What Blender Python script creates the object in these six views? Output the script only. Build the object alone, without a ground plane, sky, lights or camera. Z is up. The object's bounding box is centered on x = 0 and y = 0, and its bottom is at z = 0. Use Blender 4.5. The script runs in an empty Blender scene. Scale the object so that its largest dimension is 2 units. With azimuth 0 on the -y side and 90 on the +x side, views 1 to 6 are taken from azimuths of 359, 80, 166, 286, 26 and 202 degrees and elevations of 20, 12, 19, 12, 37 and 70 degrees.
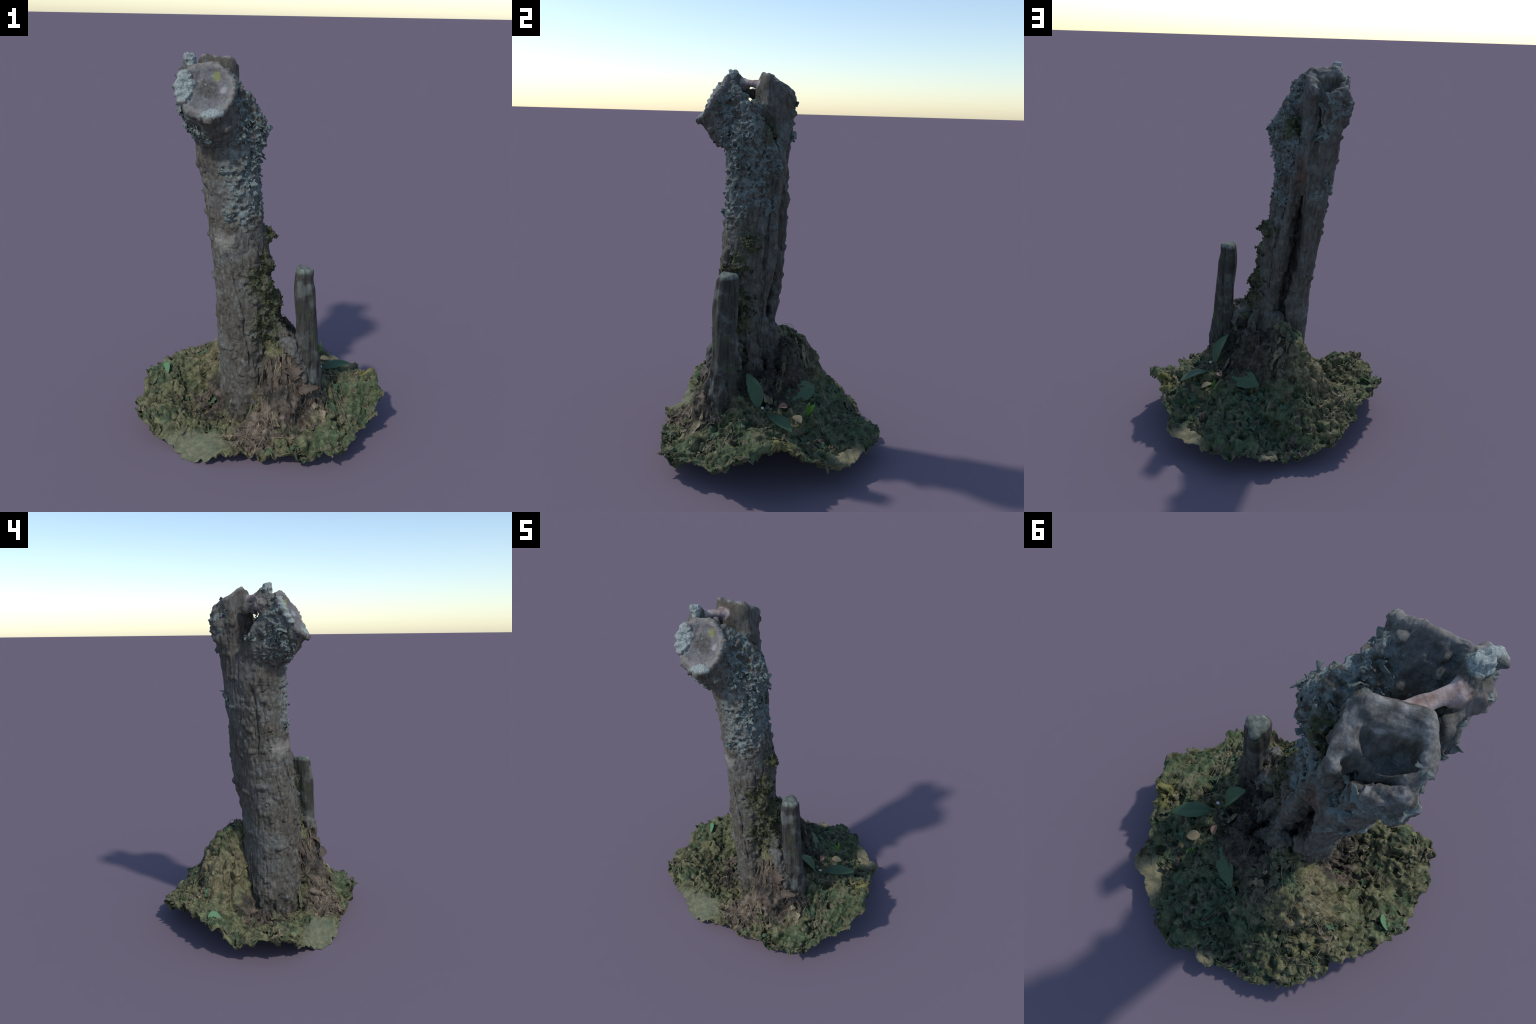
"""Old leaning tree stump with a cut branch, a broken prong, a small stake,
lichen and moss, standing on a hollow mound of leaf litter and grass."""
import bpy, math
import numpy as np

SEED = 7
rng = np.random.default_rng(SEED)
F = np.float32

# ------------------------------------------------------------------ noise
def _hash(ix, iy, iz, s):
    h = (ix * 374761393 + iy * 668265263 + iz * 1442695041 + s * 974634) & 0xFFFFFFFF
    h = ((h ^ (h >> 13)) * 1274126177) & 0xFFFFFFFF
    h = ((h ^ (h >> 15)) * 2246822519) & 0xFFFFFFFF
    return ((h ^ (h >> 16)) & 0xFFFFFF) / float(0xFFFFFF)

def vnoise(p, freq, s=0):
    """value noise in [-1, 1]; freq may be a scalar or a 3-vector (stretch)"""
    q = p * np.asarray(freq, float)
    i = np.floor(q).astype(np.int64)
    f = q - i
    f = f * f * f * (f * (f * 6 - 15) + 10)
    out = 0
    for dx in (0, 1):
        for dy in (0, 1):
            for dz in (0, 1):
                w = (f[:, 0] if dx else 1 - f[:, 0]) * (f[:, 1] if dy else 1 - f[:, 1]) * (f[:, 2] if dz else 1 - f[:, 2])
                out = out + w * _hash(i[:, 0] + dx, i[:, 1] + dy, i[:, 2] + dz, s)
    return out * 2 - 1

def fbm(p, freq, octaves=3, s=0, gain=0.5):
    out, a = 0, 1.0
    for o in range(octaves):
        out = out + a * vnoise(p, np.asarray(freq, float) * 2 ** o, s + 17 * o)
        a *= gain
    return out

def ridged(p, freq, octaves=3, s=0):
    out, a = 0, 1.0
    for o in range(octaves):
        out = out + a * (1 - 2 * np.abs(vnoise(p, np.asarray(freq, float) * 2 ** o, s + 31 * o)))
        a *= 0.5
    return out

def cells(p, freq, s=0):
    """distance to the nearest jittered lattice point (cellular lumps)"""
    q = p * np.asarray(freq, float)
    i = np.floor(q).astype(np.int64)
    best = np.full(len(p), 9.0)
    for dx in (-1, 0, 1):
        for dy in (-1, 0, 1):
            for dz in (-1, 0, 1):
                c = i + np.array([dx, dy, dz])
                j = np.stack([_hash(c[:, 0], c[:, 1], c[:, 2], s + k) for k in (1, 2, 3)], 1)
                best = np.minimum(best, ((c + j - q) ** 2).sum(1))
    return np.sqrt(best)

def sstep(a, b, x):
    t = np.clip((x - a) / (b - a), 0, 1)
    return t * t * (3 - 2 * t)

def smin(a, b, k):
    h = np.clip(0.5 + 0.5 * (b - a) / k, 0, 1)
    return b + (a - b) * h - k * h * (1 - h)

def smax(a, b, k):
    return -smin(-a, -b, k)

def unit(v):
    v = np.asarray(v, float)
    return v / np.linalg.norm(v)

# ------------------------------------------------------------------ trunk form
# height: axis x, axis y, radius of the leaning trunk
TRUNK = np.array([
    (0.02, -0.045, -0.090, 0.170), (0.30, -0.052, -0.093, 0.166), (0.50, -0.070, -0.106, 0.160),
    (0.75, -0.086, -0.097, 0.159), (1.00, -0.113, -0.063, 0.163), (1.25, -0.152, -0.050, 0.155),
    (1.40, -0.170, -0.041, 0.155), (1.50, -0.178, -0.040, 0.160), (1.65, -0.183, -0.035, 0.162),
    (1.85, -0.190, -0.020, 0.150)])

def trunk_axis(z):
    return [np.interp(z, TRUNK[:, 0], TRUNK[:, k]) for k in (1, 2, 3)]

def trunk_radius(th, z):
    r = np.interp(z, TRUNK[:, 0], TRUNK[:, 3])
    return r - 0.009 * np.cos(2 * th) - 0.011 * np.sin(2 * th)

def on_trunk(deg, z, lift=0.0):
    th = np.radians(deg)
    cx, cy, _ = trunk_axis(z)
    R = trunk_radius(th, z) + lift
    return np.array([cx + R * np.cos(th), cy + R * np.sin(th), z])

FACE_C = np.array([-0.272, -0.270, 1.838])
FACE_N = unit([-0.05, -0.846, 0.53])
FACE_L = unit([0.99, 0.02, 0.125])
FACE_D = np.cross(FACE_N, FACE_L)
BACK_P = np.array([-0.187, -0.186, 1.945])
BACK_N = unit([-0.03, 0.837, 0.547])

def groove(dth, R, width):
    return np.exp(-np.abs(dth * R / width) ** 3)

def angd(th, deg):
    return (th - np.radians(deg) + np.pi) % (2 * np.pi) - np.pi

def capsule(p, a, b, ra, rb):
    a, b = np.asarray(a, float), np.asarray(b, float)
    ab = b - a
    t = np.clip(((p - a) @ ab) / (ab @ ab), 0, 1)
    return np.linalg.norm(p - a - t[:, None] * ab, axis=1) - (ra + (rb - ra) * t)

def ellipsoid(p, c, r):
    q = (p - np.asarray(c)) / np.asarray(r)
    k = np.linalg.norm(q, axis=1)
    return (k - 1) * min(r)

def trunk_sdf(p):
    x, y, z = p.T
    cx, cy, _ = trunk_axis(z)
    dx, dy = x - cx, y - cy
    th = np.arctan2(dy, dx)
    rho = np.hypot(dx, dy)
    R = trunk_radius(th, z)
    # gentle flutes of the back
    wob = 0.045 * np.sin(6.3 * z + 0.6) + 0.022 * np.sin(14 * z) + 0.012 * np.sin(31 * z + 1)
    back = 0.003 + 0.011 * groove(angd(th, 135), R, 0.085) * sstep(1.5, 1.3, z) + 0.012 * groove(angd(th, 12), R, 0.065) * sstep(0.5, 0.7, z)
    back = back + 0.012 * groove(angd(th, 30), R, 0.05) * sstep(0.5, 0.7, z) * sstep(1.7, 1.5, z)
    back += 0.016 * groove(angd(th + wob, np.interp(z, [0.6, 1.0, 1.5], [30, 28, 42])), R, 0.012) * sstep(0.55, 0.75, z) * sstep(1.62, 1.4, z)
    back += 0.010 * groove(angd(th + wob, 3), R, 0.010) * sstep(0.95, 1.1, z) * sstep(1.75, 1.6, z)
    back -= 0.014 * groove(angd(th, 220), R, 0.09) * sstep(1.38, 1.52, z)
    back -= 0.010 * groove(angd(th, 188), R, 0.075) * (sstep(1.0, 0.7, z) + sstep(1.32, 1.48, z))
    # V-shaped rotten channel: its left side slopes in, its right side is a steep wall
    tdeg = np.degrees(angd(th, 0)) - np.degrees(wob)
    lo = np.interp(z, [0.6, 1.0, 1.25, 1.6, 1.8], [44, 48, 50, 58, 66])
    hi = np.interp(z, [0.6, 0.9, 1.2, 1.35, 1.6, 1.8], [86, 94, 84, 80, 86, 90])
    floor = np.interp(z, [0.55, 0.7, 1.2, 1.35, 1.7, 2.0], [0.03, 0.054, 0.054, 0.036, 0.034, 0.03])
    back += floor * sstep(0.0, 0.5, np.clip((tdeg - lo) / (hi - lo), 0, 1)) * sstep(hi + 1, hi - 3, tdeg) * sstep(0.48, 0.62, z)
    slit = np.interp(z, [0.55, 0.68, 1.18, 1.32, 1.55, 1.7, 2.0], [0.06, 0.12, 0.12, 0.034, 0.034, 0.055, 0.055])
    wid = np.interp(z, [0.6, 0.9, 1.2, 1.3, 1.6, 2.0], [0.022, 0.024, 0.016, 0.011, 0.012, 0.016])
    back += slit * np.exp(-np.abs((tdeg - hi + np.degrees(wid / R)) * np.radians(1) * R / wid) ** 4) * sstep(0.48, 0.62, z)
    # proud lip of bark along the right side of the channel
    back -= (0.019 + 0.004 * np.sin(17 * z) + 0.005 * np.sin(43 * z + 2) * np.sin(11 * z)) * np.exp(-((tdeg - hi - 7) * np.radians(1) * R / 0.020) ** 2) * sstep(0.6, 0.75, z)
    back -= 0.007 * np.exp(-((tdeg - lo + 5) * np.radians(1) * R / 0.016) ** 2) * sstep(0.6, 0.75, z)
    back += 0.026 * groove(angd(th - wob, np.interp(z, [1.25, 1.65], [125, 137])), R, 0.010) * sstep(1.28, 1.40, z) * sstep(1.72, 1.64, z)
    back -= 0.008 * sstep(1.15, 1.35, z) * groove(angd(th, 112), R, 0.045)
    # front cracks in the bark
    crack = np.interp(z, [0.4, 0.52, 0.63, 0.75, 0.85, 0.95, 1.05], [-85, -90, -95, -101, -103, -108, -108])
    back += 0.010 * groove(angd(th + wob * 1.5, crack), R, 0.0055) * sstep(0.38, 0.48, z) * sstep(1.08, 1.0, z)
    crack = np.interp(z, [1.05, 1.2, 1.3, 1.45], [-168, -165, -166, -168])
    back += 0.010 * groove(angd(th + wob * 2, crack), R, 0.006) * sstep(1.0, 1.1, z) * sstep(1.5, 1.42, z)
    back += 0.007 * groove(angd(th + wob * 2, -140), R, 0.005) * sstep(0.55, 0.65, z) * sstep(0.98, 0.9, z)
    body = (rho - (R - back)) * 0.95
    # shoulders and the branch that was sawn off
    body = smin(body, ellipsoid(p, (-0.075, -0.105, 1.625), (0.084, 0.078, 0.120)), 0.035)
    body = smax(body, -capsule(p, (0.002, -0.022, 1.71), (-0.002, -0.005, 1.40), 0.046, 0.024), 0.02)
    q = p - FACE_C
    deep = -(q @ FACE_N)
    tap = 1 - 0.06 * sstep(0.04, 0.25, deep)
    fang = np.arctan2(q @ FACE_D, q @ FACE_L)
    stub = (np.sqrt((q @ FACE_L / (0.129 * tap)) ** 2 + (q @ FACE_D / (0.146 * tap)) ** 2) - 1 - 0.035 * np.sin(3 * fang + 1) - 0.02 * np.sin(7 * fang)) * 0.12
    stub = smax(stub, deep - 0.27, 0.03)
    body = smin(body, stub, 0.045)
    body = smin(body, ellipsoid(p, (-0.232, -0.190, 1.69), (0.122, 0.114, 0.112)), 0.05)
    dish = 0.020 * sstep(0.92, 0.50, np.sqrt((q @ FACE_L / 0.129) ** 2 + (q @ FACE_D / 0.146) ** 2))
    body = smax(body, q @ FACE_N - 0.006 + dish, 0.012)
    body = smax(body, (p - BACK_P) @ BACK_N, 0.012)
    # right shoulder slope below the saw cut
    body = smax(body, (p - np.array([0.012, -0.05, 1.690])) @ unit([0.78, 0.0, 0.62]), 0.02)
    # rot hollow in the saw cut and the hollow behind it
    body = smax(body, -ellipsoid(p, FACE_C + np.array([0.0, -0.012, 0.030]), (0.042, 0.022, 0.055)), 0.012)
    body = smax(body, -ellipsoid(p, (-0.262, -0.070, 1.775), (0.072, 0.042, 0.085)), 0.02)
    # moss cushions bulging from the right side
    for deg, zz, rad in ((-12, 1.10, 0.040), (-35, 0.97, 0.036), (-48, 0.86, 0.042), (-30, 0.78, 0.045), (-15, 0.68, 0.040), (-50, 0.66, 0.038)):
        body = smin(body, ellipsoid(p, on_trunk(deg, zz, -0.008), (rad, rad, rad * 1.15)), 0.02)
    for a_, b_, ra, rb in (((0.03, -0.12, 0.62), (0.16, -0.05, 0.33), 0.045, 0.030), ((-0.02, 0.03, 0.60), (0.12, 0.03, 0.34), 0.045, 0.028),
                           ((0.02, -0.18, 0.70), (0.15, -0.22, 0.52), 0.050, 0.035), ((0.14, -0.21, 0.55), (0.20, -0.16, 0.32), 0.040, 0.028),
                           ((0.03, -0.16, 0.60), (0.11, -0.15, 0.40), 0.030, 0.022), ((0.06, -0.20, 0.62), (0.16, -0.285, 0.56), 0.040, 0.030), ((0.16, -0.285, 0.56), (0.235, -0.315, 0.36), 0.030, 0.020)):
        body = smin(body, capsule(p, a_, b_, ra, rb), 0.025)
    # broken prong standing behind
    t = np.clip((z - 1.3) / 0.65, 0, 1)
    px, py = -0.195 - 0.045 * t, 0.030 + 0.042 * t
    rx, ry = 0.100 + 0.013 * t, 0.080 + 0.036 * t
    qx, qy = x - px, y - py
    k = np.sqrt((qx / rx) ** 2 + (qy / ry) ** 2)
    pth = np.arctan2(qy / ry, qx / rx)
    prong = (k - 1) * np.minimum(rx, ry)
    prong = prong + 0.055 * groove(angd(pth, 62), 0.11, 0.018) * sstep(1.45, 1.7, z) + 0.007 * np.sin(pth * 5 + 1) * sstep(1.6, 1.8, z)
    prong = smax(prong, (p - np.array([-0.21, 0.013, 1.976])) @ unit([0.0, 0.60, 0.80]), 0.008)
    prong = smax(prong, (p - np.array([-0.21, -0.044, 1.895])) @ unit([0.1, -0.86, 0.45]), 0.02)
    prong = smax(prong, (p - np.array([-0.145, 0.05, 1.945])) @ unit([0.75, 0.1, 0.6]), 0.015)
    prong = smax(prong, (p - np.array([-0.335, 0.05, 1.945])) @ unit([-0.75, 0.0, 0.6]), 0.02)
    # gap between the core of the prong and the slab of bark behind it
    gy = 0.128 + 0.35 * (x + 0.26) ** 2 * 4
    gap = np.maximum(np.abs(y - gy) - 0.009 * sstep(1.70, 1.88, z), np.maximum(np.maximum(x + 0.185, -0.325 - x), 1.70 - z))
    prong = smax(prong, -gap, 0.012)
    prong = smax(prong, -capsule(p, (-0.235, 0.085, 1.950), (-0.208, 0.180, 1.850), 0.030, 0.020), 0.012)
    prong = prong + 0.006 * np.sin(34 * x + 3) * np.sin(29 * z) * np.sin(31 * y + 1)
    prong = smin(prong, ellipsoid(p, (-0.315, 0.125, 1.775), (0.034, 0.046, 0.100)), 0.02)
    prong = smax(prong, 1.32 - z, 0.02)
    # rotten cup in its top, open towards the gap
    prong = smax(prong, -ellipsoid(p + 0.012 * np.stack([np.sin(47 * y + 2), np.sin(39 * x + 1), 0 * z], 1), (-0.256, 0.084, 1.945), (0.070, 0.044, 0.105)), 0.012)
    prong = smax(prong, -ellipsoid(p, (-0.205, 0.128, 1.875), (0.040, 0.026, 0.070)), 0.012)
    body = smin(body, prong, 0.018)
    # smooth bare twig bridging prong and branch, its bent end and its knob
    twig = capsule(p, (-0.235, -0.005, 1.908), (-0.275, -0.042, 1.916), 0.027, 0.019)
    twig = smin(twig, capsule(p, (-0.275, -0.042, 1.916), (-0.348, -0.115, 1.926), 0.018, 0.020), 0.015)
    twig = smin(twig, capsule(p, (-0.345, -0.105, 1.920), (-0.380, -0.125, 1.885), 0.024, 0.026), 0.02)
    twig = smin(twig, capsule(p, (-0.380, -0.125, 1.885), (-0.372, -0.150, 1.830), 0.026, 0.030), 0.02)
    twig = smin(twig, capsule(p, (-0.348, -0.120, 1.925), (-0.352, -0.155, 1.968), 0.026, 0.029), 0.015)
    twig = smin(twig, capsule(p, (-0.352, -0.155, 1.968), (-0.361, -0.168, 1.988), 0.022, 0.010), 0.01)
    twig = smin(twig, capsule(p, (-0.348, -0.140, 1.935), (-0.340, -0.185, 1.880), 0.018, 0.026), 0.02)
    twig = smin(twig, capsule(p, (-0.335, -0.050, 1.880), (-0.362, -0.085, 1.852), 0.014, 0.020), 0.012)
    twig = smin(twig, capsule(p, (-0.330, -0.085, 1.905), (-0.372, -0.108, 1.868), 0.018, 0.026), 0.015)
    twig = smin(twig, capsule(p, (-0.352, -0.150, 1.925), (-0.338, -0.205, 1.850), 0.030, 0.040), 0.03)
    twig = smin(twig, ellipsoid(p, (-0.345, -0.035, 1.862), (0.020, 0.028, 0.032)), 0.012)
    body = smin(body, ellipsoid(p, (-0.150, -0.060, 1.765), (0.035, 0.060, 0.052)), 0.02)
    body = smin(body, twig, 0.009)
    return body

def surface_nets(f, lo, hi, h, coarse=4):
    """mesh the zero level of f: sampled coarsely, then finely near the surface only"""
    lo, hi = np.asarray(lo), np.asarray(hi)
    n = (np.ceil((hi - lo) / (h * coarse)).astype(int)) * coarse
    H = h * coarse
    nc = n // coarse
    ax = [lo[k] + H * (np.arange(nc[k]) + 0.5) for k in range(3)]
    C = np.stack(np.meshgrid(*ax, indexing="ij"), -1).reshape(-1, 3)
    vc = f(C)
    V = np.repeat(np.repeat(np.repeat(vc.reshape(nc), coarse, 0), coarse, 1), coarse, 2).astype(F)
    near = np.argwhere(np.abs(vc.reshape(nc)) < H * 2.2)
    o = np.stack(np.meshgrid(*[np.arange(coarse)] * 3, indexing="ij"), -1).reshape(-1, 3)
    idx = (near[:, None, :] * coarse + o[None]).reshape(-1, 3)
    for s in range(0, len(idx), 400000):
        j = idx[s:s + 400000]
        V[j[:, 0], j[:, 1], j[:, 2]] = f(lo + h * (j + 0.5))
    S = V < 0
    acc = np.zeros(tuple(n - 1) + (3,), F)
    cnt = np.zeros(tuple(n - 1), F)
    def sl(ix):
        return tuple(slice(a, a + m - 1) for a, m in zip(ix, n))
    corners = [(a, b, c) for a in (0, 1) for b in (0, 1) for c in (0, 1)]
    for a in corners:
        for k in range(3):
            if a[k]:
                continue
            b = tuple(a[m] + (m == k) for m in range(3))
            va, vb = V[sl(a)], V[sl(b)]
            m = (va < 0) != (vb < 0)
            w = np.nonzero(m)
            t = va[w] / (va[w] - vb[w])
            q = np.tile(np.array(a, F), (len(t), 1))
            q[:, k] += t
            acc[w] += q
            cnt[w] += 1
    used = cnt > 0
    vid = -np.ones(tuple(n - 1), np.int64)
    vid[used] = np.arange(used.sum())
    cell = np.argwhere(used)
    verts = lo + h * (cell + acc[used] / cnt[used][:, None] + 0.5)
    quads = []
    for k in range(3):
        u, w = (k + 1) % 3, (k + 2) % 3
        sa = [slice(1, m - 1) for m in n]
        sb = [slice(1, m - 1) for m in n]
        sa[k] = slice(0, n[k] - 1)
        sb[k] = slice(1, n[k])
        A, B = S[tuple(sa)], S[tuple(sb)]
        e = np.argwhere(A != B)
        flip = A[tuple(e.T)]
        e[:, u] += 1
        e[:, w] += 1
        ring = []
        for du, dw in ((-1, -1), (0, -1), (0, 0), (-1, 0)):
            c = e.copy()
            c[:, u] += du
            c[:, w] += dw
            ring.append(vid[c[:, 0], c[:, 1], c[:, 2]])
        q = np.stack(ring, 1)
        q[~flip] = q[~flip][:, ::-1]
        quads.append(q)
    quads = np.concatenate(quads)
    return verts.astype(float), quads[(quads >= 0).all(1)]

def vnormals(v, f):
    n = np.zeros_like(v)
    a, b, c, d = (v[f[:, k]] for k in range(4))
    fn = np.cross(c - a, d - b)
    for k in range(4):
        np.add.at(n, f[:, k], fn)
    return n / (np.linalg.norm(n, axis=1, keepdims=True) + 1e-12)

# ------------------------------------------------------------------ materials
class Nodes:
    def __init__(self, name):
        self.m = bpy.data.materials.new(name)
        self.m.use_nodes = True
        self.t = self.m.node_tree
        self.bsdf = self.t.nodes["Principled BSDF"]
        tc = self.n("ShaderNodeTexCoord")
        self.co = tc.outputs["Object"]
        self.bsdf.inputs["Specular IOR Level"].default_value = 0.25

    def n(self, kind, **kw):
        x = self.t.nodes.new(kind)
        for k, v in kw.items():
            setattr(x, k, v)
        return x

    def set(self, sock, v):
        if isinstance(v, bpy.types.NodeSocket):
            self.t.links.new(v, sock)
        else:
            sock.default_value = v

    def map(self, scale=(1, 1, 1), loc=(0, 0, 0), rot=(0, 0, 0)):
        m = self.n("ShaderNodeMapping")
        self.set(m.inputs["Vector"], self.co)
        m.inputs["Scale"].default_value = scale
        m.inputs["Location"].default_value = loc
        m.inputs["Rotation"].default_value = rot
        return m.outputs[0]

    def noise(self, scale, detail=4, rough=0.55, vec=None, dist=0.0):
        x = self.n("ShaderNodeTexNoise")
        self.set(x.inputs["Vector"], vec if vec is not None else self.co)
        x.inputs["Scale"].default_value = scale
        x.inputs["Detail"].default_value = detail
        x.inputs["Roughness"].default_value = rough
        x.inputs["Distortion"].default_value = dist
        return x.outputs["Fac"]

    def voronoi(self, scale, feature="F1", out="Distance", vec=None):
        x = self.n("ShaderNodeTexVoronoi", feature=feature)
        self.set(x.inputs["Vector"], vec if vec is not None else self.co)
        x.inputs["Scale"].default_value = scale
        return x.outputs[out]

    def ramp(self, fac, stops):
        x = self.n("ShaderNodeValToRGB")
        self.set(x.inputs[0], fac)
        cr = x.color_ramp
        while len(cr.elements) < len(stops):
            cr.elements.new(0.5)
        for e, (p, c) in zip(cr.elements, stops):
            e.position = p
            e.color = (*c, 1) if not np.isscalar(c) else (c, c, c, 1)
        return x.outputs[0]

    def math(self, op, a, b=0.0, clamp=False):
        x = self.n("ShaderNodeMath", operation=op, use_clamp=clamp)
        self.set(x.inputs[0], a)
        self.set(x.inputs[1], b)
        return x.outputs[0]

    def mix(self, fac, a, b, blend="MIX"):
        x = self.n("ShaderNodeMix", data_type="RGBA", blend_type=blend)
        self.set(x.inputs[0], fac)
        for s, v in ((x.inputs[6], a), (x.inputs[7], b)):
            self.set(s, v if isinstance(v, bpy.types.NodeSocket) else (*v, 1))
        return x.outputs[2]

    def step(self, v, a, b):
        x = self.n("ShaderNodeMapRange", interpolation_type="SMOOTHSTEP")
        self.set(x.inputs[0], v)
        x.inputs[1].default_value, x.inputs[2].default_value = a, b
        return x.outputs[0]

    def dist(self, c, wob=None, stretch=(1, 1, 1)):
        """distance from point c, with the edge made ragged by a noise"""
        s = self.n("ShaderNodeVectorMath", operation="SUBTRACT")
        self.set(s.inputs[0], self.co)
        s.inputs[1].default_value = tuple(c)
        k = self.n("ShaderNodeVectorMath", operation="MULTIPLY")
        self.set(k.inputs[0], s.outputs[0])
        k.inputs[1].default_value = stretch
        l = self.n("ShaderNodeVectorMath", operation="LENGTH")
        self.set(l.inputs[0], k.outputs[0])
        d = l.outputs["Value"]
        return self.math("ADD", d, wob) if wob is not None else d

    def patch(self, c, r, soft, wob=None, stretch=(1, 1, 1)):
        d = self.dist(c, wob, stretch)
        return self.step(d, r + soft, r - soft)

    def plane(self, p, nrm):
        x = self.n("ShaderNodeVectorMath", operation="DOT_PRODUCT")
        self.set(x.inputs[0], self.co)
        x.inputs[1].default_value = tuple(nrm)
        return self.math("SUBTRACT", x.outputs["Value"], float(np.dot(p, nrm)))

    def union(self, *m):
        o = m[0]
        for x in m[1:]:
            o = self.math("MAXIMUM", o, x)
        return o

    def finish(self, color, rough=0.9, bump=None, strength=0.4, distance=0.004):
        self.set(self.bsdf.inputs["Base Color"], color)
        self.set(self.bsdf.inputs["Roughness"], rough)
        if bump is not None:
            b = self.n("ShaderNodeBump")
            b.inputs["Strength"].default_value = strength
            b.inputs["Distance"].default_value = distance
            self.set(b.inputs["Height"], bump)
            self.set(self.bsdf.inputs["Normal"], b.outputs[0])
        return self.m

def wood_material():
    N = Nodes("weathered_bark")
    low = N.noise(7, 5, 0.6)
    grain = N.noise(60, 5, 0.65, vec=N.map((1, 1, 0.35)))
    fine = N.noise(210, 3, 0.6)
    wob = N.math("MULTIPLY", N.math("SUBTRACT", N.noise(22, 4, 0.6), 0.5), 0.16)
    bark = N.ramp(grain, [(0.25, (0.030, 0.026, 0.020)), (0.5, (0.074, 0.066, 0.053)), (0.75, (0.140, 0.127, 0.106))])
    bark = N.mix(N.step(low, 0.42, 0.66), bark, N.ramp(grain, [(0.3, (0.060, 0.060, 0.056)), (0.7, (0.145, 0.145, 0.132))]))
    bark = N.mix(N.math("MULTIPLY", N.step(fine, 0.56, 0.72), 0.5), bark, (0.19, 0.18, 0.155))
    bark = N.mix(N.math("MULTIPLY", N.step(N.noise(16, 5, 0.7, vec=N.map((1, 1, 0.6), (2, 7, 1))), 0.54, 0.66), 0.6), bark, N.ramp(grain, [(0.3, (0.085, 0.083, 0.075)), (0.7, (0.205, 0.20, 0.182))]))
    soil_m = N.math("MULTIPLY", N.step(N.math("ADD", N.plane((0, 0, 0.24), (0, 0, 1)), wob), 0.10, -0.10), N.step(N.noise(18, 5, 0.65), 0.38, 0.58))
    bark = N.mix(N.math("MULTIPLY", soil_m, 0.75), bark, N.ramp(grain, [(0.3, (0.022, 0.018, 0.013)), (0.7, (0.075, 0.060, 0.044))]))
    # pale grey patch half way up, on the front
    bark = N.mix(N.math("MULTIPLY", N.patch(on_trunk(-121, 1.09), 0.045, 0.03, wob), 0.75), bark, (0.24, 0.23, 0.20))
    # brown inner wood in the trough of the back
    bark = N.mix(N.patch(on_trunk(67, 1.42), 0.020, 0.012, N.math("MULTIPLY", wob, 0.12), (1, 1, 0.16)), bark, (0.115, 0.070, 0.052))
    rot = N.union(*[N.patch(on_trunk(d_, z_, -0.062), 0.034, 0.012, N.math("MULTIPLY", wob, 0.15), (1, 1, 0.45)) for d_, z_ in ((80, 0.70), (84, 0.82), (86, 0.94), (82, 1.06), (78, 1.17))])  # near-black patches put the deep slit's shade into the wood colour
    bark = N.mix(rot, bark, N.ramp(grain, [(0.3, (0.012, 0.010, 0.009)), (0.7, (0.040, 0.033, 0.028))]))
    # lichen crust, as a stain under the lichen flakes
    crust_c = N.ramp(N.noise(150, 4, 0.7), [(0.3, (0.075, 0.095, 0.093)), (0.5, (0.16, 0.20, 0.193)), (0.7, (0.30, 0.35, 0.335))])
    zone = N.union(*[N.patch(c, r, 0.055, wob) for c, r in LICHEN_ZONES])
    crust = N.math("MULTIPLY", zone, N.step(N.noise(30, 5, 0.65), 0.44, 0.56))
    speck = N.step(N.noise(42, 5, 0.7), 0.60, 0.66)
    crust = N.math("MAXIMUM", crust, N.math("MULTIPLY", speck, N.step(low, 0.40, 0.6)))
    bark = N.mix(N.math("MULTIPLY", crust, 0.85), bark, crust_c)
    # moss stain on the right side
    moss = N.union(*[N.patch(c, r, 0.03, wob) for c, r in MOSS_ZONES])
    moss = N.math("MULTIPLY", moss, N.step(N.noise(36, 4, 0.6), 0.34, 0.52))
    moss_c = N.ramp(N.noise(70, 4, 0.6), [(0.3, (0.028, 0.031, 0.016)), (0.55, (0.060, 0.066, 0.030)), (0.8, (0.12, 0.13, 0.05))])
    bark = N.mix(moss, bark, moss_c)
    # saw cut: smooth greyish wood with rings, a pale rim and a dark rotten heart
    d = N.dist(FACE_C + np.array([0.005, 0.0, 0.01]), N.math("MULTIPLY", wob, 0.12))
    ring = N.noise(90, 3, 0.5)
    cut = N.ramp(d, [(0.0, (0.045, 0.042, 0.037)), (0.040, (0.060, 0.056, 0.050)), (0.062, (0.115, 0.111, 0.114)), (0.098, (0.135, 0.131, 0.136)), (0.118, (0.20, 0.188, 0.17)), (0.138, (0.12, 0.115, 0.105))])
    cut = N.mix(N.math("MULTIPLY", N.step(ring, 0.35, 0.7), 0.25), cut, (0.25, 0.24, 0.235))
    cut = N.mix(N.math("MULTIPLY", N.step(N.noise(24, 5, 0.65), 0.48, 0.66), 0.6), cut, (0.085, 0.082, 0.078))
    cut = N.mix(N.patch(FACE_C + np.array([0.047, 0.045, 0.055]), 0.016, 0.007, N.math("MULTIPLY", wob, 0.15), (1, 1, 0.6)), cut, (0.19, 0.20, 0.075))
    cut = N.mix(N.math("MULTIPLY", N.patch(FACE_C + np.array([0.078, 0.004, 0.002]), 0.017, 0.008), 0.7), cut, (0.30, 0.29, 0.31))
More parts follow.
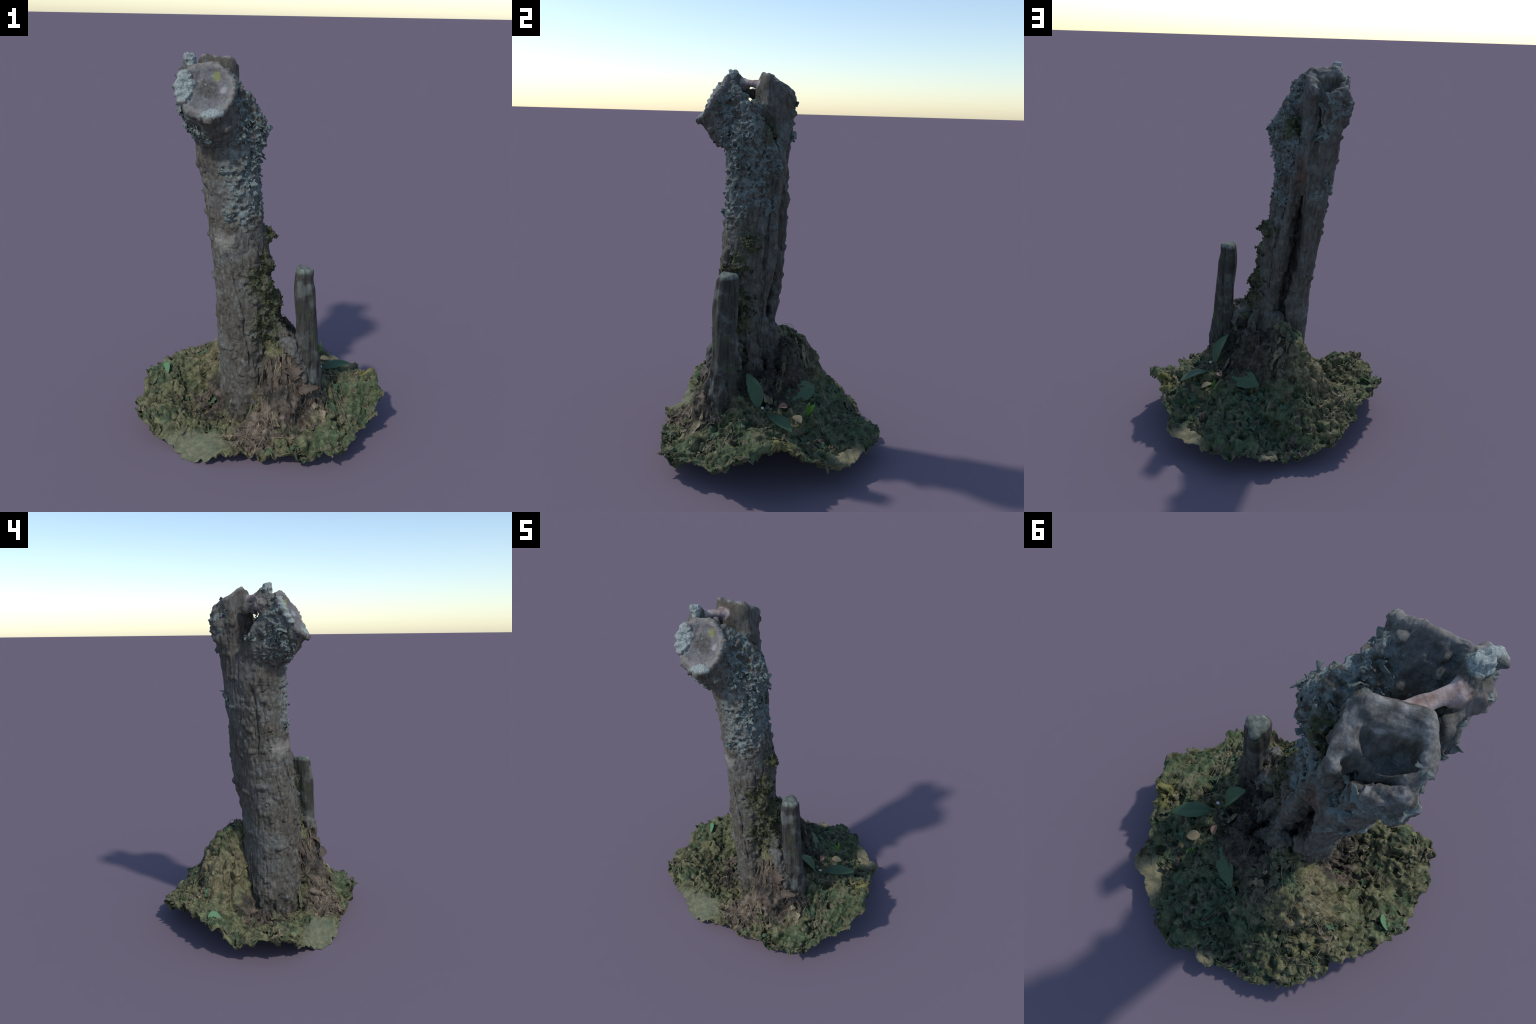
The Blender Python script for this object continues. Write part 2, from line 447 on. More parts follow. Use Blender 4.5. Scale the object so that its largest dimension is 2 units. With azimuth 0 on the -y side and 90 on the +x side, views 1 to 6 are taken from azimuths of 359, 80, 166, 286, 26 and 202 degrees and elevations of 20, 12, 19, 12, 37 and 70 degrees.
    on_cut = N.union(N.math("MULTIPLY", N.step(N.plane(FACE_C, FACE_N), -0.022, -0.012), N.step(d, 0.16, 0.14)),
                     N.math("MULTIPLY", N.step(N.plane(FACE_C, FACE_N), -0.065, -0.050), N.step(N.dist(FACE_C), 0.112, 0.100)))
    cut = N.mix(N.math("MULTIPLY", N.step(N.noise(33, 5, 0.7, vec=N.map((1, 1, 1), (3, 3, 1))), 0.55, 0.63), 0.7), cut, crust_c)
    cut_l = N.math("MAXIMUM", N.patch(FACE_C + np.array([-0.105, -0.005, 0.03]), 0.052, 0.008, N.math("MULTIPLY", wob, 0.3), (1, 0.8, 0.62)),
                   N.patch(FACE_C + np.array([0.03, -0.075, -0.108]), 0.040, 0.008, N.math("MULTIPLY", wob, 0.3), (0.75, 1, 1)))
    pale = N.ramp(N.noise(170, 4, 0.7), [(0.3, (0.11, 0.13, 0.125)), (0.5, (0.24, 0.275, 0.265)), (0.7, (0.40, 0.445, 0.425))])
    cut = N.mix(cut_l, cut, pale)
    bark = N.mix(on_cut, bark, cut)
    # broken top of the prong
    top = N.ramp(N.noise(34, 4, 0.6), [(0.3, (0.055, 0.052, 0.047)), (0.5, (0.13, 0.125, 0.115)), (0.72, (0.29, 0.285, 0.27))])
    on_top = N.math("MULTIPLY", N.step(N.plane((-0.21, 0.013, 1.976), unit([0, 0.6, 0.8])), -0.03, -0.012), N.step(N.plane((0, -0.055, 0), (0, 1, 0)), 0.0, 0.02))
    bark = N.mix(on_top, bark, top)
    # bare reddish twig, lichen on its knob
    tw = N.ramp(N.noise(28, 3, 0.5, vec=N.map((1, 1, 1))), [(0.32, (0.20, 0.135, 0.110)), (0.6, (0.40, 0.33, 0.32))])
    on_tw = N.union(N.patch((-0.262, -0.028, 1.912), 0.034, 0.006), N.patch((-0.30, -0.064, 1.918), 0.036, 0.006), N.patch((-0.330, -0.095, 1.922), 0.034, 0.006))
    on_tw = N.math("MULTIPLY", on_tw, N.step(N.plane((0, -0.022, 0), (0, -1, 0)), -0.008, 0.008))
    bark = N.mix(on_tw, bark, tw)
    bark = N.mix(N.patch((-0.380, -0.12, 1.885), 0.042, 0.012, N.math("MULTIPLY", wob, 0.2)), bark, N.ramp(grain, [(0.3, (0.09, 0.075, 0.068)), (0.7, (0.24, 0.215, 0.20))]))
    bark = N.mix(N.patch((-0.356, -0.168, 1.985), 0.047, 0.006, N.math("MULTIPLY", wob, 0.2)), bark, pale)
    h = N.math("ADD", N.math("MULTIPLY", grain, 0.8), N.math("MULTIPLY", fine, 0.3))
    return N.finish(bark, 0.88, h, 0.55, 0.006)

def flake_material():
    N = Nodes("grey_green_lichen")
    info = N.n("ShaderNodeObjectInfo")
    c = N.ramp(N.noise(160, 4, 0.7), [(0.3, (0.075, 0.095, 0.092)), (0.5, (0.165, 0.205, 0.196)), (0.72, (0.35, 0.40, 0.38))])
    c = N.mix(N.math("MULTIPLY", info.outputs["Random"], 0.45), c, (0.11, 0.125, 0.105))
    return N.finish(c, 0.92, N.noise(260, 3, 0.6), 0.5, 0.003)

def moss_material():
    N = Nodes("olive_moss")
    c = N.ramp(N.noise(55, 5, 0.65), [(0.28, (0.020, 0.021, 0.013)), (0.5, (0.046, 0.049, 0.026)), (0.68, (0.082, 0.092, 0.036)), (0.85, (0.15, 0.155, 0.07))])
    return N.finish(c, 0.95, N.noise(300, 3, 0.6), 0.6, 0.003)

def stake_material():
    N = Nodes("old_stake_wood")
    g = N.noise(26, 5, 0.6, vec=N.map((4.0, 4.0, 0.25)))
    c = N.ramp(g, [(0.3, (0.024, 0.023, 0.020)), (0.55, (0.050, 0.047, 0.041)), (0.75, (0.092, 0.087, 0.077))])
    c = N.mix(N.math("MULTIPLY", N.step(N.noise(11, 4, 0.6), 0.5, 0.64), 0.55), c, (0.13, 0.145, 0.135))
    c = N.mix(N.math("MULTIPLY", N.step(N.noise(15, 4, 0.6, vec=N.map((1, 1, 1), (3, 1, 0))), 0.54, 0.68), 0.7), c, (0.055, 0.068, 0.03))
    top = N.step(N.plane((0, 0, 0.962), (0, 0, 1)), -0.012, 0.004)
    c = N.mix(N.math("MULTIPLY", top, 0.8), c, N.ramp(N.noise(60, 4), [(0.35, (0.09, 0.105, 0.09)), (0.7, (0.20, 0.23, 0.20))]))
    return N.finish(c, 0.85, N.math("ADD", g, N.noise(150, 3)), 0.4, 0.004)

def mound_material():
    N = Nodes("mossy_litter_ground")
    wob = N.math("MULTIPLY", N.math("SUBTRACT", N.noise(11, 5, 0.65), 0.5), 0.30)
    wobs = N.math("MULTIPLY", wob, 0.3)
    n1, n2, n3 = N.noise(26, 5, 0.62, dist=0.6), N.noise(9, 4, 0.6), N.noise(95, 4, 0.65)
    base = N.ramp(n1, [(0.28, (0.030, 0.034, 0.020)), (0.45, (0.092, 0.095, 0.046)), (0.58, (0.160, 0.157, 0.082)), (0.75, (0.255, 0.235, 0.140))])
    green = N.ramp(n1, [(0.28, (0.018, 0.028, 0.016)), (0.47, (0.054, 0.080, 0.042)), (0.62, (0.098, 0.132, 0.068)), (0.8, (0.19, 0.215, 0.12))])
    brown = N.ramp(n1, [(0.28, (0.030, 0.022, 0.016)), (0.47, (0.092, 0.072, 0.055)), (0.62, (0.175, 0.140, 0.108)), (0.8, (0.29, 0.24, 0.19))])
    soil = N.ramp(n1, [(0.3, (0.014, 0.013, 0.012)), (0.5, (0.040, 0.036, 0.030)), (0.72, (0.095, 0.083, 0.068))])
    straw = N.ramp(n1, [(0.3, (0.060, 0.048, 0.026)), (0.5, (0.155, 0.130, 0.075)), (0.75, (0.30, 0.26, 0.16))])
    c = N.mix(N.step(n2, 0.50, 0.62), base, green)
    # deeper green on the far side and on the right
    far = N.math("MULTIPLY", N.union(N.patch((0.22, 0.40, 0.15), 0.32, 0.12, wob), N.patch((0.56, -0.22, 0.2), 0.17, 0.05, wob), N.patch((0.36, -0.52, 0.1), 0.15, 0.05, wob), N.patch((-0.53, 0.12, 0.18), 0.10, 0.05, wob)), 0.8)
    c = N.mix(far, c, green)
    c = N.mix(N.math("MULTIPLY", N.step(N.noise(14, 4, 0.65, vec=N.map((1, 1, 1), (5, 2, 1))), 0.52, 0.62), 0.75), c, N.mix(N.step(n3, 0.4, 0.6), brown, straw))
    # straw behind and left of the trunk
    c = N.mix(N.math("MULTIPLY", N.patch((-0.26, 0.20, 0.33), 0.16, 0.06, wob), 0.75), c, straw)
    c = N.mix(N.patch((0.60, -0.01, 0.24), 0.07, 0.025, wobs), c, N.ramp(n1, [(0.3, (0.07, 0.065, 0.022)), (0.6, (0.19, 0.178, 0.065))]))
    # brown leaf litter in front of the stake, darker soil round the trunk
    c = N.mix(N.patch((0.16, -0.34, 0.32), 0.21, 0.05, wob), c, N.mix(N.step(n2, 0.4, 0.6), brown, soil))
    c = N.mix(N.patch((-0.04, -0.44, 0.16), 0.13, 0.04, wob), c, brown)
    c = N.mix(N.patch((-0.24, -0.10, 0.12), 0.14, 0.05, wob), c, N.mix(N.step(n2, 0.4, 0.6), soil, brown))
    c = N.mix(N.patch((0.14, 0.0, 0.42), 0.21, 0.06, wob), c, soil)
    c = N.mix(N.math("MULTIPLY", N.patch((0.08, 0.22, 0.46), 0.15, 0.06, wob), 0.7), c, N.mix(0.5, soil, brown))
    # smooth pads on the rim: grey green in front on the left, tan behind on the right
    fib = N.noise(60, 4, 0.6, vec=N.map((0.35, 1.0, 1.0), rot=(0, 0, 0.5)))
    pad = N.ramp(fib, [(0.3, (0.10, 0.112, 0.073)), (0.7, (0.18, 0.192, 0.130))])
    c = N.mix(N.math("MULTIPLY", N.patch((-0.36, -0.47, 0.05), 0.13, 0.035, wobs, (0.7, 1.25, 1)), 0.65), c, pad)
    c = N.mix(N.patch((0.545, 0.385, 0.11), 0.105, 0.025, wobs, (1, 0.9, 1)), c, N.ramp(fib, [(0.3, (0.16, 0.135, 0.075)), (0.7, (0.285, 0.255, 0.15))]))
    c = N.mix(N.patch((0.15, 0.555, 0.09), 0.055, 0.02, wobs), c, N.ramp(fib, [(0.3, (0.16, 0.145, 0.09)), (0.7, (0.27, 0.25, 0.16))]))
    c = N.mix(N.math("MULTIPLY", N.step(n3, 0.42, 0.30), 0.5), c, (0.020, 0.022, 0.014))
    return N.finish(c, 0.95, N.math("ADD", n3, N.noise(240, 3, 0.6)), 0.5, 0.005)

def leaf_material(name, dark, light, vein=0.0):
    N = Nodes(name)
    f = N.noise(38, 4, 0.6)
    c = N.ramp(f, [(0.3, dark), (0.7, light)])
    N.finish(c, 0.6, N.noise(120, 3), 0.25, 0.002)
    tr = N.n("ShaderNodeBsdfTranslucent")
    N.set(tr.inputs["Color"], c)
    mx = N.n("ShaderNodeMixShader")
    mx.inputs[0].default_value = 0.12
    N.t.links.new(N.bsdf.outputs[0], mx.inputs[1])
    N.t.links.new(tr.outputs[0], mx.inputs[2])
    N.t.links.new(mx.outputs[0], N.t.nodes["Material Output"].inputs[0])
    return N.m

# zones are points on the trunk and radii
LICHEN_ZONES = [(on_trunk(-40, 1.62), 0.16), (on_trunk(-5, 1.55), 0.14), (on_trunk(-62, 1.42), 0.12), (on_trunk(-15, 1.38), 0.10),
                (on_trunk(-72, 1.25), 0.075), (on_trunk(-50, 1.27), 0.06), (np.array([-0.10, -0.15, 1.78]), 0.13),
                (on_trunk(50, 1.62), 0.055), (on_trunk(30, 1.50), 0.05), (on_trunk(28, 1.30), 0.04), (np.array([-0.36, -0.22, 1.84]), 0.11),
                (np.array([-0.34, -0.20, 1.70]), 0.10), (on_trunk(110, 1.34), 0.05), (np.array([-0.30, 0.14, 1.80]), 0.07), (on_trunk(98, 1.70), 0.06)]
MOSS_ZONES = [(on_trunk(-12, 1.10), 0.055), (on_trunk(-35, 0.98), 0.06), (on_trunk(-55, 0.88), 0.075), (on_trunk(-35, 0.80), 0.085),
              (on_trunk(-60, 0.68), 0.07), (on_trunk(-25, 0.68), 0.08), (on_trunk(-50, 0.60), 0.06), (np.array([-0.09, 0.0, 1.66]), 0.06)]

def new_mesh(name, v, f, mats, smooth=True, fm=None):
    me = bpy.data.meshes.new(name)
    f = np.asarray(f)
    me.vertices.add(len(v))
    me.vertices.foreach_set("co", np.asarray(v, F).ravel())
    k = f.shape[1]
    me.loops.add(f.size)
    me.loops.foreach_set("vertex_index", f.astype(np.int32).ravel())
    me.polygons.add(len(f))
    me.polygons.foreach_set("loop_start", np.arange(0, f.size, k, dtype=np.int32))
    if fm is not None:
        me.polygons.foreach_set("material_index", np.asarray(fm, np.int32))
    me.polygons.foreach_set("use_smooth", np.full(len(f), smooth))
    for m in (mats if isinstance(mats, (list, tuple)) else [mats]):
        me.materials.append(m)
    me.update(calc_edges=True)
    me.validate()
    return me

def add(name, data, parent=None, kind=None):
    o = bpy.data.objects.new(name, data)
    bpy.context.scene.collection.objects.link(o)
    if parent is not None:
        o.parent = parent
    if kind:
        o["kind"] = kind
    return o

root = add("tree_stump", None)
root.empty_display_size = 0.1
root["label"] = "old leaning tree stump with lichen, moss and a mound of litter"
root["category"] = "tree stump"

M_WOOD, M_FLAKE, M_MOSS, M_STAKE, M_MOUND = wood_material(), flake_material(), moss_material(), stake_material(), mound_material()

# ------------------------------------------------------------------ build the wood
v, f = surface_nets(trunk_sdf, (-0.47, -0.46, 0.0), (0.28, 0.26, 2.04), 0.004)
# keep the largest shell only
def largest(v, f):
    lab = np.arange(len(v))
    while True:
        m = lab[f].min(1)
        new = lab.copy()
        for k in range(4):
            np.minimum.at(new, f[:, k], m)
        new = new[new]
        if (new == lab).all():
            break
        lab = new
    main = np.bincount(lab).argmax()
    keep = lab == main
    idx = np.cumsum(keep) - 1
    f = f[keep[f].all(1)]
    return v[keep], idx[f]
v, f = largest(v, f)
nrm = vnormals(v, f)

def zone_mask(p, zones, soft=0.03):
    m = np.zeros(len(p))
    wob = 0.05 * fbm(p, 15, 3, 5) + 0.02 * fbm(p, 50, 2, 6)
    for c, r in zones:
        m = np.maximum(m, sstep(r + soft, r - soft, np.linalg.norm(p - c, axis=1) + wob))
    return m

def face_zone(p):
    d = (p - FACE_C) @ FACE_N
    r = np.linalg.norm(p - FACE_C, axis=1)
    return np.maximum(sstep(-0.02, -0.008, d) * sstep(0.17, 0.15, r), sstep(-0.055, -0.04, d) * sstep(0.11, 0.095, r))

lz, mz, fz = zone_mask(v, LICHEN_ZONES, 0.05), zone_mask(v, MOSS_ZONES), face_zone(v)
twz = sstep(0.075, 0.05, np.linalg.norm((v - np.array([-0.30, -0.062, 1.918])) * np.array([1, 1, 1.6]), axis=1))
rimz = fz * sstep(0.80, 0.98, np.sqrt(((v - FACE_C) @ FACE_L / 0.129) ** 2 + ((v - FACE_C) @ FACE_D / 0.146) ** 2))
calm = (1 - 0.72 * fz * (1 - rimz)) * (1 - twz)
backz = sstep(-0.02, 0.06, v[:, 1] - np.interp(v[:, 2], TRUNK[:, 0], TRUNK[:, 2])) * (1 - lz)
disp = 0.0045 * ridged(v, (16, 16, 7), 3, 3) * (1 - 0.5 * backz)
disp += 0.0030 * backz * ridged(v, (70, 70, 4), 2, 40)
disp += 0.0028 * fbm(v, (60, 60, 38), 3, 9)
knob = np.clip(vnoise(v, (28, 28, 24), 77) - 0.42, 0, 1) * 0.030
disp += knob * (1 - lz)
w3 = v + 0.010 * np.stack([fbm(v, 25, 2, 201), fbm(v, 25, 2, 202), 0 * v[:, 0]], 1)
line = sstep(0.10, 0.0, np.abs(vnoise(w3, (22, 22, 3.2), 203)))
disp -= 0.007 * line * sstep(-0.15, 0.25, vnoise(v, (9, 9, 6), 204)) * (1 - lz) * (1 - 0.6 * backz)
plate = sstep(0.12, 0.0, np.abs(vnoise(w3, (13, 13, 34), 205)))
disp -= 0.003 * plate * (1 - lz) * (1 - backz)
disp += lz * (0.007 - 0.020 * cells(v + 0.012 * np.stack([fbm(v, 30, 2, 61), fbm(v, 30, 2, 62), fbm(v, 30, 2, 63)], 1), (27, 27, 34), 2) + 0.009 * ridged(v, 30, 3, 8))
disp += mz * (0.004 - 0.018 * cells(v, (34, 34, 34), 6) + 0.012 * ridged(v, 24, 3, 12))
knobl = sstep(0.062, 0.045, np.linalg.norm(v - np.array([-0.356, -0.165, 1.98]), axis=1))
foot = sstep(0.75, 0.5, v[:, 2]) * sstep(-0.10, 0.03, v[:, 0]) + 0.7 * sstep(0.32, 0.2, v[:, 2])
foot = np.clip(foot, 0, 1)
disp += foot * (0.014 * ridged(v, (20, 20, 9), 3, 33) - 0.004 - 0.03 * sstep(0.35, 0.7, vnoise(v, (20, 20, 12), 34)))
topz = sstep(1.74, 1.84, v[:, 2]) * sstep(-0.065, -0.045, v[:, 1])
slab_z = sstep(0.12, 0.14, v[:, 1])
disp = disp * (1 - 0.6 * topz * (1 - slab_z))
disp = (disp - 0.003) * calm + knobl * 0.006 * fbm(v, 60, 3, 21)
left = sstep(0.056, 0.048, np.linalg.norm((v - FACE_C - np.array([-0.105, -0.005, 0.03])) * np.array([1, 0.8, 0.62]), axis=1) + 0.012 * fbm(v, 40, 2, 3)) * fz
low = sstep(0.046, 0.038, np.linalg.norm((v - FACE_C - np.array([0.03, -0.075, -0.108])) * np.array([0.75, 1, 1]), axis=1) + 0.012 * fbm(v, 40, 2, 4)) * fz
disp += rimz * 0.005 * ridged(v, 30, 3, 55)
disp += fz * (1 - rimz) * 0.004 * fbm(v, 32, 3, 56)
disp += left * (0.012 + 0.004 * fbm(v, 60, 2, 5)) + low * (0.006 + 0.003 * fbm(v, 70, 2, 6))
v = v + nrm * disp[:, None]
top_z = v[:, 2].max()
nrm = vnormals(v, f)

# split the one smooth surface into named parts that share border vertices
fc = v[f].mean(1)
x, y, z = fc.T
region = np.zeros(len(f), int)                                        # trunk
back_side = (fc - np.array([-0.2, -0.03, 1.78])) @ unit([0.1, 0.85, 0.35])
region[(z > 1.50) & ((fc - np.array([-0.185, -0.10, 1.58])) @ unit([-0.3, -0.75, 0.55]) > 0)] = 1   # sawn branch
region[(z > 1.72) & (y > -0.062) & (back_side > -0.03)] = 2            # broken prong
tw = (np.linalg.norm((fc - np.array([-0.335, -0.105, 1.925])), axis=1) < 0.10) & (z > 1.868) & (y < -0.028) & ((fc - BACK_P) @ BACK_N > -0.045) & (x < -0.24) & ~((y < -0.175) & (z < 1.955))
region[tw] = 3                                                         # bare twig
for k, name in enumerate(("trunk", "cut_branch", "broken_prong", "bare_twig")):
    sel = f[region == k]
    ids, inv = np.unique(sel, return_inverse=True)
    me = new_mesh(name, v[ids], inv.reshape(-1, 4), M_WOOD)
    me.normals_split_custom_set_from_vertices([tuple(q) for q in nrm[ids]])
    ob = add(name, me, root)
    if k == 0:
        trunk_ob = ob

# ------------------------------------------------------------------ lichen flakes
def sheet(u_n, w_n, fn, thick):
    """closed thin sheet: fn(u, w) -> points; thickness along the sheet normal"""
    U, W = np.meshgrid(np.linspace(0, 1, u_n), np.linspace(0, 1, w_n), indexing="ij")
    P = fn(U.ravel(), W.ravel())
    a = np.arange(u_n * w_n).reshape(u_n, w_n)
    q = np.stack([a[:-1, :-1], a[1:, :-1], a[1:, 1:], a[:-1, 1:]], -1).reshape(-1, 4)
    n = vnormals(P, q)
    m = len(P)
    border = np.concatenate([a[:, 0], a[-1, 1:], a[-2::-1, -1], a[0, -2:0:-1]])
    nx = np.roll(border, -1)
    rim = np.stack([nx, border, border + m, nx + m], 1)
    V = np.concatenate([P + n * thick * 0.5, P - n * thick * 0.5])
    Q = np.concatenate([q, q[:, ::-1] + m, rim])
    return V, Q

def flake(seed):
    r = np.random.default_rng(seed)
    ph = r.uniform(0, 6.28, 6)
    spread = r.uniform(1.0, 1.5)
    def fn(u, w):
        a = (w - 0.5) * 2 * spread
        rad = (0.12 + 0.88 * u) * (1 + 0.26 * np.sin(a * 4 + ph[0]) * u + 0.20 * np.sin(a * 9 + ph[1]) * u)
        zz = 0.25 * u ** 1.5 + u * (0.28 * np.sin(a * 3.2 + ph[2]) + 0.16 * np.sin(a * 7 + ph[3])) * u + 0.10 * np.sin(u * 7 + ph[4])
        return np.stack([rad * np.sin(a), -rad * np.cos(a), zz], 1)
    return sheet(6, 17, fn, 0.075)

FLAKES = [flake(100 + i) for i in range(7)]

def frame(n, down):
    """columns: side, up-slope, outward"""
    n = unit(n)
    up = -np.asarray(down, float)
    up = up - n * (up @ n)
    up = unit(up)
    return np.stack([np.cross(up, n), up, n], 1)

fa = np.cross(v[f[:, 2]] - v[f[:, 0]], v[f[:, 3]] - v[f[:, 1]])
area = np.linalg.norm(fa, axis=1)
fn_ = fa / (area[:, None] + 1e-12)

def scatter(weight, count, gen):
    w = area * weight
    return gen.choice(len(f), count, p=w / w.sum())

g = np.random.default_rng(11)
lw = zone_mask(fc, LICHEN_ZONES, 0.02) * (1 - face_zone(fc)) * (twz[f].mean(1) < 0.2)
lw = lw * (0.04 + sstep(-0.05, 0.35, fbm(fc, 14, 3, 50)))
lw[(z > 1.72) & (y > -0.02)] *= 0.3
lw = lw * (1 + 1.0 * (x > -0.09) * (z > 1.3))
lw[(y > -0.06) & (y < 0.02) & (x > -0.1) & (z > 1.42) & (z < 1.72)] *= 0.15
sparse = 0.02 * (z > 1.0) * (1 - face_zone(fc)) * (twz[f].mean(1) < 0.2) * (vnoise(fc, 18, 4) > 0.3)
pick = scatter(lw + sparse, 470, g)
sizes = np.sort(g.uniform(0.35, 1.0, len(pick)) ** 1.5)[::-1] * 0.034
flake_me = [new_mesh("lichen_flake", V, Q, M_FLAKE) for V, Q in FLAKES]
rest_v, rest_f, off = [], [], 0
import mathutils
for i, (t, s) in enumerate(zip(pick, sizes)):
    n = unit(fn_[t] + g.normal(0, 0.25, 3))
    B = frame(n, (g.normal(0, 0.5), g.normal(0, 0.5), -1)) 
    tilt = g.uniform(0.05, 0.60)
    c_, s_ = math.cos(tilt), math.sin(tilt)
    B = B @ np.array([[1, 0, 0], [0, c_, s_], [0, -s_, c_]]).T
    k = i % len(FLAKES)
    if i < 260:
        o = add("lichen_flake", flake_me[k], trunk_ob)
        M = np.eye(4)
        M[:3, :3] = B * s
        M[:3, 3] = fc[t] - fn_[t] * 0.002
        o.matrix_world = mathutils.Matrix(M.tolist())
    else:
        V, Q = FLAKES[k]
        rest_v.append(V @ (B * s).T + fc[t] - fn_[t] * 0.002)
        rest_f.append(Q + off)
        off += len(V)
add("lichen_crust", new_mesh("lichen_crust", np.concatenate(rest_v), np.concatenate(rest_f), M_FLAKE), trunk_ob, "stuff")

# ------------------------------------------------------------------ moss cushions on the trunk
mw = zone_mask(fc, MOSS_ZONES, 0.02) * (0.2 + sstep(-0.1, 0.4, fbm(fc, 20, 2, 60)))
pick = scatter(mw, 420, g)
rest_v, rest_f, off = [], [], 0
for i, t in enumerate(pick):
    n = unit(fn_[t] + g.normal(0, 0.5, 3))
    B = frame(n, (g.normal(0, 1), g.normal(0, 1), -0.6))
    V, Q = FLAKES[i % len(FLAKES)]
    s = g.uniform(0.006, 0.015)
    rest_v.append(V @ (B * s).T + fc[t] + fn_[t] * 0.001)
    rest_f.append(Q + off)
    off += len(V)
add("moss", new_mesh("moss", np.concatenate(rest_v), np.concatenate(rest_f), M_MOSS), trunk_ob, "stuff")

# ------------------------------------------------------------------ stake
STAKE = np.array([(0.12, 0.262, -0.262, 0.064), (0.30, 0.250, -0.255, 0.063), (0.45, 0.238, -0.252, 0.062), (0.60, 0.232, -0.250, 0.060),
                  (0.75, 0.224, -0.247, 0.058), (0.85, 0.214, -0.242, 0.057), (0.92, 0.209, -0.237, 0.052), (0.965, 0.210, -0.236, 0.050), (0.982, 0.210, -0.236, 0.045)])
def stake_sdf(p):
    x, y, z = p.T
    c = [np.interp(z, STAKE[:, 0], STAKE[:, k]) for k in (1, 2, 3)]
    th = np.arctan2(y - c[1], x - c[0])
    R = c[2] - 0.004 + 0.005 * np.cos(3 * th + 0.8) + 0.003 * np.sin(5 * th + 6 * z) - 0.004 * np.cos(2 * th) - 0.006 * groove(angd(th, 60 + 20 * np.sin(4 * z)), c[2], 0.006) - 0.005 * groove(angd(th, 10), c[2], 0.005)
    d = (np.hypot(x - c[0], y - c[1]) - R) * 0.9
    d = smax(d, (p - np.array([0.21, -0.24, 0.976])) @ unit([0.12, 0.05, 1]), 0.006)
    d = smax(d, (p - np.array([0.238, -0.21, 0.962])) @ unit([0.5, 0.6, 0.7]), 0.006)
    d = smax(d, (p - np.array([0.20, -0.272, 0.965])) @ unit([0.1, -0.8, 0.5]), 0.006)
    d = smax(d, (p - np.array([0.285, -0.2, 0.6])) @ unit([0.8, 0.55, 0.06]), 0.004)
    return smax(d, 0.1 - z, 0.01)
sv, sf = surface_nets(stake_sdf, (0.10, -0.36, 0.08), (0.38, -0.15, 1.0), 0.004)
sn = vnormals(sv, sf)
low_z = sstep(0.6, 0.35, sv[:, 2])
sv = sv + sn * (0.0025 * fbm(sv, (40, 40, 9), 3, 4) + 0.003 * ridged(sv, (22, 22, 5), 2, 6) + low_z * 0.016 * ridged(sv, (20, 20, 7), 3, 15))[:, None]
add("stake", new_mesh("stake", sv, sf, M_STAKE), root)

# ------------------------------------------------------------------ mound
RIM = np.array([
    (-0.42, -0.45, 0.010), (-0.55, -0.38, 0.065), (-0.65, -0.30, 0.175), (-0.67, -0.20, 0.125), (-0.66, -0.02, 0.120), (-0.665, 0.08, 0.200),
    (-0.61, 0.16, 0.170), (-0.53, 0.25, 0.200), (-0.45, 0.32, 0.200), (-0.33, 0.45, 0.150), (-0.25, 0.525, 0.120), (-0.15, 0.555, 0.085),
    (-0.06, 0.57, 0.070), (0.04, 0.57, 0.075), (0.19, 0.57, 0.090), (0.33, 0.57, 0.110), (0.40, 0.52, 0.120), (0.47, 0.44, 0.110),
    (0.55, 0.38, 0.095), (0.60, 0.28, 0.130), (0.61, 0.15, 0.150), (0.635, 0.0, 0.250), (0.66, -0.10, 0.280), (0.69, -0.18, 0.228),
    (0.61, -0.30, 0.150), (0.51, -0.39, 0.105), (0.44, -0.505, 0.108), (0.36, -0.580, 0.102), (0.27, -0.570, 0.105), (0.19, -0.558, 0.115),
    (0.05, -0.535, 0.095), (-0.08, -0.525, 0.085), (-0.20, -0.545, 0.075), (-0.30, -0.52, 0.030), (-0.39, -0.49, 0.005)])
